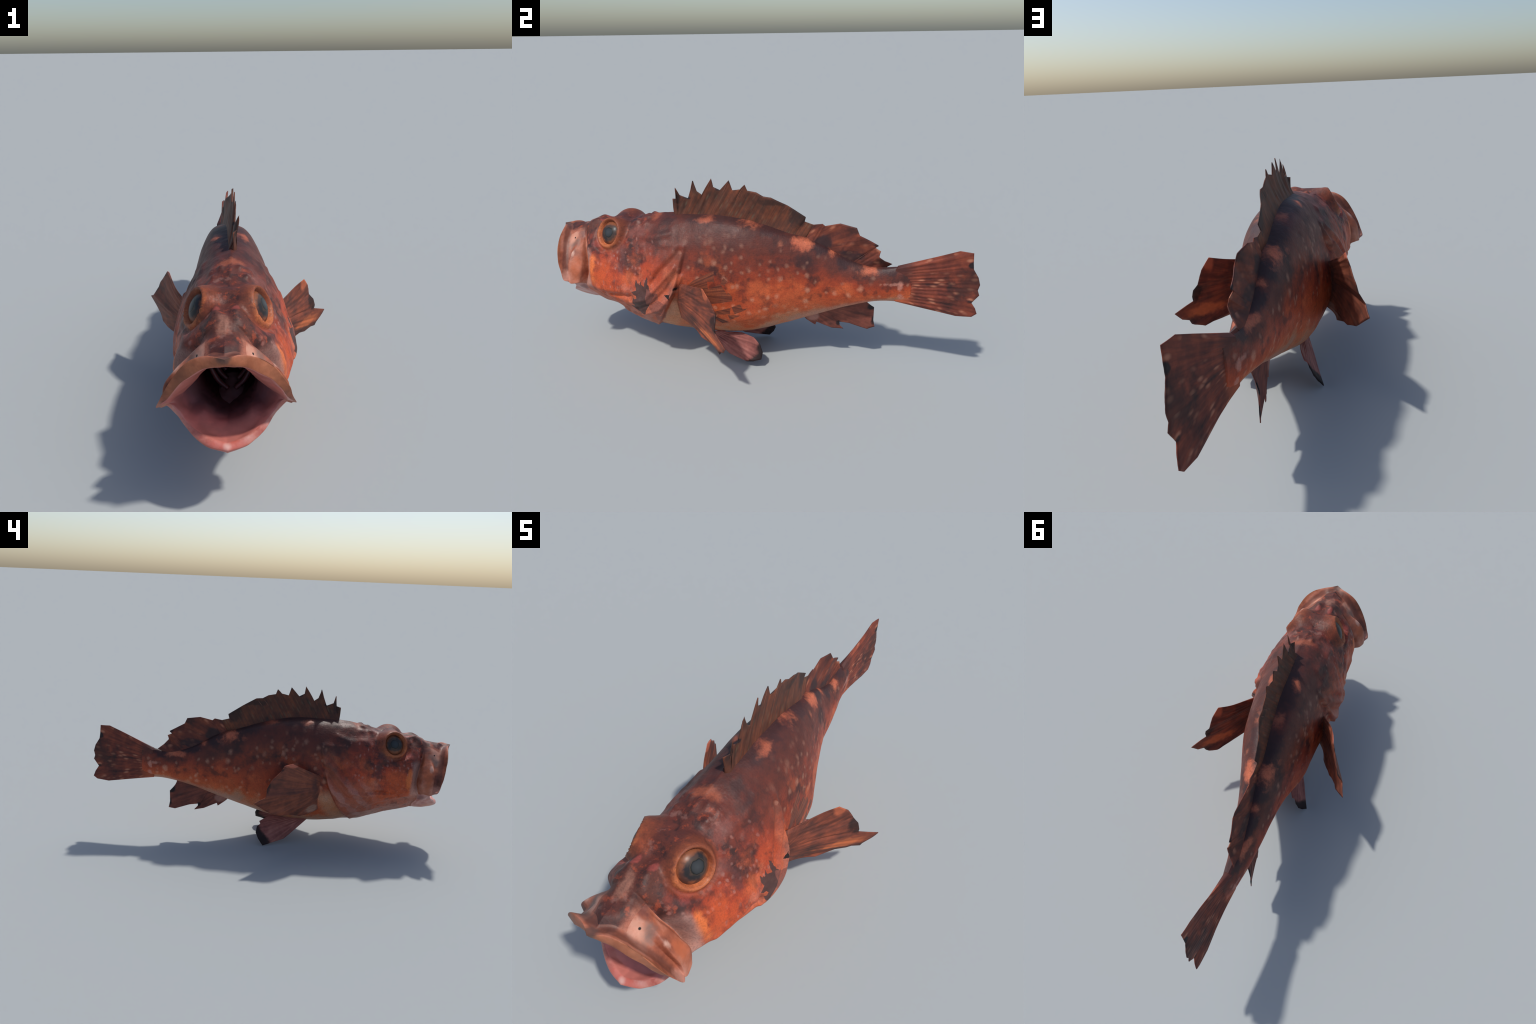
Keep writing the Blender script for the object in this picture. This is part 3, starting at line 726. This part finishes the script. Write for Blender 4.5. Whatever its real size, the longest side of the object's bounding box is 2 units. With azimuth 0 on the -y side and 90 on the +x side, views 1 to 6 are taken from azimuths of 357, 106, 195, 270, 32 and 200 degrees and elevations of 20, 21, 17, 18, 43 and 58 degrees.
def fin(name, base, edge, us, mat, tb=.008, te=.0016, nrays=16, amp=.0014, sag=None, nv=20, per=7, parent=root):
    """base/edge: matching 3D points at parameters us; straight edge pieces keep the torn outline crisp"""
    us = np.array(us, float); base = np.array(base, float); edge = np.array(edge, float)
    U = np.unique(np.concatenate([np.linspace(a, b, per + 1) for a, b in zip(us[:-1], us[1:])]))
    E = np.stack([np.interp(U, us, edge[:, k]) for k in range(3)], -1)
    if len(base) == len(us): bu = us
    else: bu = np.linspace(us[0], us[-1], len(base))
    Bs = np.stack([np.interp(U, bu, base[:, k]) for k in range(3)], -1)
    V = np.linspace(0, 1, nv)
    S = Bs[:, None] * (1 - V)[None, :, None] + E[:, None] * V[None, :, None]
    if sag is not None:
        prof = np.sin(np.pi * np.clip(V, 0, 1)) if len(sag) == 3 else None
        S = S + np.array(sag)[None, None] * (np.sin(np.pi * V))[None, :, None]
    du = np.gradient(S, axis=0); dv = np.gradient(S, axis=1)
    n = np.cross(du, dv)
    for _ in range(3):
        n = n / np.maximum(np.linalg.norm(n, axis=-1, keepdims=True), 1e-9)
        n[1:-1] = n[1:-1] + n[:-2] + n[2:]
    n = n / np.maximum(np.linalg.norm(n, axis=-1, keepdims=True), 1e-9)
    th = (tb * (1 - V) ** 2.2 + te)[None, :]
    t = (U - U[0]) / (U[-1] - U[0])
    rim = np.minimum(1, np.minimum(t, 1 - t) * 14 + .25)[:, None]
    wave = np.cos(2 * np.pi * nrays * t)[:, None] * (np.minimum(1, (1.15 - V) * 1.5) * sstep(.02, .35, V))[None, :]
    wob = np.array([[mnoise.noise(Vector(p) * 9) for p in r] for r in S]) * .006 * V[None, :]
    mid = S + n * (wave * amp + wob)[..., None]
    A = mid + n * (th * rim)[..., None]; Bk = mid - n * (th * rim)[..., None]
    nu = len(U); v = np.concatenate([A.reshape(-1, 3), Bk.reshape(-1, 3)]); o = nu * nv; f = []
    for i in range(nu - 1):
        for j in range(nv - 1):
            f.append((i*nv+j, (i+1)*nv+j, (i+1)*nv+j+1, i*nv+j+1))
            f.append((o+i*nv+j, o+i*nv+j+1, o+(i+1)*nv+j+1, o+(i+1)*nv+j))
        f.append((i*nv+nv-1, (i+1)*nv+nv-1, o+(i+1)*nv+nv-1, o+i*nv+nv-1))
        f.append((o+i*nv, o+(i+1)*nv, (i+1)*nv, i*nv))
    for j in range(nv - 1):
        f.append((j, j+1, o+j+1, o+j)); k = (nu-1)*nv
        f.append((o+k+j, o+k+j+1, k+j+1, k+j))
    return mesh_from(name, v, f, mat, parent)

spine_mesh = None
def spine(a, b, r, mat, parent):
    """one stiff tapering fin spine from a to b"""
    global spine_mesh
    a, b = Vector(a), Vector(b)
    if spine_mesh is None:
        v = []; f = []
        for i in range(7):
            t = i / 6; rr = (1 - t) ** .7 + .03
            v += [(rr * math.cos(k * math.pi / 4), rr * math.sin(k * math.pi / 4), t) for k in range(8)]
        for i in range(6):
            f += [(i*8+k, i*8+(k+1) % 8, (i+1)*8+(k+1) % 8, (i+1)*8+k) for k in range(8)]
        f += [tuple(reversed(range(8))), tuple(48 + k for k in range(8))]
        ob = mesh_from("fin_spine", v, f, mat, parent); spine_mesh = ob.data
    else:
        ob = add_object("fin_spine", spine_mesh, parent)
    d = b - a
    ob.matrix_world = Matrix.Translation(a) @ d.to_track_quat('Z', 'Y').to_matrix().to_4x4() @ Matrix.Diagonal((r, r, d.length, 1))
    return ob

# ---------------------------------------------------------------- dorsal fin
bx = lerp_table([-.38, -.1, .1, .3, .45, .62], [-.018, -.026, -.040, -.060, -.074, -.088])
def back(y, sink=.014): return (float(bx(y)), y, float(ztop(y)) - sink)
DORSAL = [  # (base y, edge point)
    (-.376, (-.014,-.382,.766)), (-.368, (.004,-.352,.772)), (-.362, (.010,-.351,.825)), (-.352, (-.006,-.340,.788)), (-.342, (-.012,-.305,.775)), (-.332, (-.010,-.293,.777)),
    (-.315, (0,-.271,.860)), (-.300, (-.002,-.254,.812)), (-.285, (-.004,-.231,.796)), (-.255, (-.003,-.182,.874)), (-.248, (-.007,-.176,.834)), (-.228, (-.014,-.147,.820)),
    (-.190, (-.012,-.103,.868)), (-.182, (-.013,-.089,.823)), (-.150, (-.008,-.051,.830)), (-.125, (-.008,-.028,.853)), (-.117, (-.012,-.018,.826)), (-.080, (-.017,.022,.819)),
    (-.050, (-.021,.053,.802)), (-.015, (-.020,.088,.799)), (.060, (-.038,.160,.761)), (.150, (-.050,.239,.711)), (.185, (-.056,.233,.688)), (.235, (-.058,.273,.677)),
    (.265, (-.058,.313,.684)), (.280, (-.059,.325,.674)), (.330, (-.060,.392,.690)), (.375, (-.055,.466,.678)), (.390, (-.048,.481,.646)), (.440, (-.060,.562,.603)),
    (.455, (-.062,.547,.591)), (.475, (-.060,.575,.577)), (.500, (-.052,.570,.553)), (.535, (-.070,.592,.530)), (.585, (-.096,.624,.508))]
ub = np.linspace(0, 1, len(DORSAL))
spiny = 24
dors_mat = fin_material("spiny_dorsal_membrane", (0, 0, .66), (0, 1, 0), (0, 0, 1), (.25, .070, .032), (.115, .042, .027), (.038, .025, .021), rays=22., shear=.55, spot=(.15, .13, .085), spot_amt=.35,
                        patches=[((-.05, .21, .70), (.03, .06, .05), (.03, .022, .022), .7), ((-.02, -.36, .76), (.03, .02, .03), (.03, .022, .022), .7), ((-.01, -.305, .778), (.02, .02, .008), BLACK, .9), ((-.01, -.155, .825), (.02, .012, .008), BLACK, .8), ((-.01, -.075, .826), (.02, .02, .005), BLACK, .8), ((-.01, -.10, .862), (.02, .008, .012), BLACK, .6), ((-.03, .12, .775), (.03, .10, .018), (.032, .022, .02), .6)])
soft_mat = fin_material("soft_dorsal_membrane", (-.06, .10, .50), (0, 1, 0), (0, 0, 1), (.30, .075, .038), (.135, .038, .027), (.034, .020, .021), rays=15., spot=(.48, .19, .11), spot_amt=.65, edge=None,
                        patches=[((-.06, .31, .60), (.04, .05, .035), (.035, .022, .025), .8), ((-.07, .44, .54), (.04, .06, .03), (.035, .022, .025), .8), ((-.06, .50, .655), (.02, .022, .012), BLACK, .8), ((-.06, .556, .603), (.02, .018, .012), BLACK, .9), ((-.06, .585, .555), (.03, .035, .05), (.03, .02, .02), .6), ((-.06, .47, .665), (.03, .04, .02), (.03, .02, .02), .6)])
bp = [back(d[0]) for d in DORSAL]; ep = [d[1] for d in DORSAL]
dorsal = fin("spiny_dorsal_fin", bp[:spiny], ep[:spiny], ub[:spiny], dors_mat, tb=.016, te=.0018, nrays=13, amp=.0012, per=6)
soft = fin("soft_dorsal_fin", bp[spiny-1:], ep[spiny-1:], ub[spiny-1:], soft_mat, tb=.009, te=.0018, nrays=13, amp=.0010, per=8)
spine_mat = flesh_material("fin_spine_bone", (.12, .045, .03), (.26, .08, .045), .5)
for k in (2, 6, 9, 12, 15, 17, 18, 19, 20):
    b = Vector(bp[k]); e = Vector(ep[k])
    spine(b, e if k < 16 else b.lerp(e, .96), .0052, spine_mat, dorsal)

# ---------------------------------------------------------------- tail fin
TAIL_E = [(-.040,.900,.614), (-.030,.954,.612), (-.036,.958,.565), (-.040,.962,.537), (-.046,.985,.500), (-.050,.995,.467), (-.052,.989,.440), (-.052,.997,.418), (-.056,.970,.378),
          (-.062,.988,.350), (-.066,.998,.322), (-.067,.978,.305), (-.073,.912,.297)]
TAIL_U = [0, .05, .14, .24, .36, .50, .58, .64, .74, .82, .90, .94, 1.0]
TAIL_B = [(-.084,.640,.496 - .155 * t) for t in TAIL_U]
TAIL_B = [(-.080, .650 - .015 * math.sin(math.pi * t), .507 - .172 * t) for t in TAIL_U]
tail_mat = fin_material("tail_membrane", (-.08, .50, .425), (0, 1, 0), (0, 0, 1), (.34, .080, .042), (.165, .042, .029), (.032, .020, .021), rays=20., spot=(.50, .20, .12), spot_amt=.8, root_blend=(.665, .76, .34, .50),
                        patches=[((-.05, .98, .46), (.05, .11, .085), (.03, .022, .022), .6), ((-.035, .952, .555), (.02, .016, .016), BLACK, .95), ((-.055, .965, .383), (.02, .018, .012), BLACK, .8),
                                 ((-.08, .69, .425), (.05, .03, .035), (.50, .21, .15), .5)])
fin("tail_fin", TAIL_B, TAIL_E, TAIL_U, tail_mat, tb=.016, te=.0018, nrays=15, amp=.0010, per=10, nv=36)

# ---------------------------------------------------------------- anal fin
ANAL = [((-.062,.225,.222), (-.063,.245,.200)), ((-.064,.25,.232), (-.073,.286,.173)), ((-.065,.262,.238), (-.074,.292,.190)), ((-.067,.30,.255), (-.085,.365,.160)), ((-.069,.32,.262), (-.097,.418,.155)),
        ((-.070,.335,.266), (-.094,.400,.170)), ((-.071,.345,.270), (-.095,.398,.190)), ((-.073,.37,.280), (-.103,.444,.186)), ((-.076,.41,.295), (-.113,.527,.161)), ((-.078,.43,.302), (-.126,.560,.172)),
        ((-.079,.455,.310), (-.121,.553,.208)), ((-.080,.48,.320), (-.122,.554,.272)), ((-.081,.515,.333), (-.102,.525,.300))]
anal_mat = fin_material("anal_membrane", (-.07, .20, .32), (0, 1, 0), (0, 0, 1), (.34, .10, .065), (.18, .055, .040), (.055, .028, .027), rays=16., spot_amt=.15,
                        patches=[((-.12, .553, .21), (.03, .012, .03), BLACK, .95), ((-.12, .545, .275), (.03, .02, .02), BLACK, .95), ((-.095, .395, .185), (.03, .012, .014), BLACK, .9), ((-.07, .27, .22), (.03, .04, .03), (.50, .25, .2), .6)])
fin("anal_fin", [a for a, b in ANAL], [b for a, b in ANAL], np.linspace(0, 1, len(ANAL)), anal_mat, tb=.007, te=.0018, nrays=9, amp=.0010, per=8)

# ---------------------------------------------------------------- breast fins
PEC_R = [(.286,-.128,.472), (.309,-.092,.428), (.316,-.082,.405), (.322,-.066,.372), (.340,-.060,.348), (.346,-.060,.318), (.342,-.058,.300), (.402,.005,.264),
         (.378,-.012,.234), (.358,-.038,.222), (.350,-.040,.206), (.335,-.042,.202), (.302,-.066,.190), (.286,-.080,.198), (.222,-.175,.200)]
PEC_RB = [(.152,-.290,.420), (.152,-.304,.33), (.134,-.298,.235)]
PEC_L = [(-.290,-.120,.515), (-.302,-.078,.505), (-.318,-.060,.478), (-.340,-.010,.432), (-.352,.010,.395), (-.378,.014,.357), (-.402,.075,.327), (-.355,.008,.268), (-.340,-.030,.245), (-.312,-.068,.232), (-.297,-.082,.226), (-.280,-.110,.226), (-.244,-.175,.202)]
PEC_LB = [(-.188,-.285,.420), (-.185,-.300,.33), (-.165,-.290,.225)]
pr_mat = fin_material("right_breast_membrane", (.13, -.32, .33), Vector((.55, .75, 0)).normalized(), (0, 0, 1), (.38, .095, .046), (.175, .052, .034), (.045, .027, .025), rays=18., spot_amt=0,
                      patches=[((.29, -.13, .45), (.02, .04, .05), (.58, .15, .07), .8), ((.30, -.10, .255), (.10, .10, .028), (.60, .16, .06), .8), ((.335, -.06, .34), (.03, .035, .06), (.022, .016, .016), .85), ((.35, -.055, .305), (.016, .016, .010), BLACK, .95), ((.20, -.20, .40), (.03, .05, .03), (.07, .035, .03), .5)])
pl_mat = fin_material("left_breast_membrane", (-.18, -.33, .36), Vector((-.5, .8, 0)).normalized(), (0, 0, 1), (.38, .115, .062), (.21, .066, .042), (.070, .036, .031), rays=18., spot_amt=0,
                      patches=[((-.29, -.12, .51), (.03, .05, .02), (.58, .17, .11), .8), ((-.21, -.24, .35), (.03, .035, .07), (.10, .045, .04), .75), ((-.22, -.24, .24), (.04, .05, .03), (.5, .3, .22), .5), ((-.36, .02, .40), (.03, .03, .05), (.04, .025, .022), .7), ((-.31, -.06, .485), (.02, .025, .012), BLACK, .8)])
# front and rear skins meet at the rim; the blade is cupped towards the front
fin("pectoral_fin", PEC_RB, PEC_R, np.linspace(0, 1, len(PEC_R)), pr_mat, tb=.010, te=.0018, nrays=13, amp=.0010, per=9, nv=26, sag=(.004, .014, 0))
fin("pectoral_fin", PEC_LB, PEC_L, np.linspace(0, 1, len(PEC_L)), pl_mat, tb=.010, te=.0018, nrays=13, amp=.0010, per=9, nv=26, sag=(-.012, -.002, 0))

# ---------------------------------------------------------------- belly fins
PEL_L = [(-.165,-.100,.028), (-.215,.019,.0025), (-.200,.045,.035), (-.186,.060,.068), (-.170,.055,.098), (-.158,.036,.110), (-.148,.042,.122), (-.120,-.010,.145)]
PEL_LB = [(-.095,-.230,.125), (-.090,-.19,.130), (-.085,-.14,.135)]
PEL_R = [(.080,-.098,.046), (.098,-.006,.026), (.103,.030,.034), (.098,.066,.046), (.085,.070,.077), (.076,.056,.112), (.064,.022,.138), (.050,-.044,.150)]
PEL_RB = [(.040,-.225,.125), (.038,-.19,.130), (.036,-.14,.135)]
plv = lambda nm, O, e, tip=.245: fin_material(nm, O, e, Vector((0, .25, -1)).normalized(), (.48, .19, .15), (.30, .10, .085), (.10, .035, .035), rays=12., spot_amt=0, edge=(tip, tip + .03, .06, .95))
fin("pelvic_fin", PEL_RB, PEL_R, np.linspace(0, 1, len(PEL_R)), plv("right_belly_membrane", (.04, -.19, .13), Vector((.25, 1, 0)).normalized(), .228), tb=.009, te=.002, nrays=8, amp=.0012, per=9)
fin("pelvic_fin", PEL_LB, PEL_L, np.linspace(0, 1, len(PEL_L)), plv("left_belly_membrane", (-.09, -.19, .13), Vector((-.4, 1, 0)).normalized()), tb=.009, te=.002, nrays=8, amp=.0012, per=9)
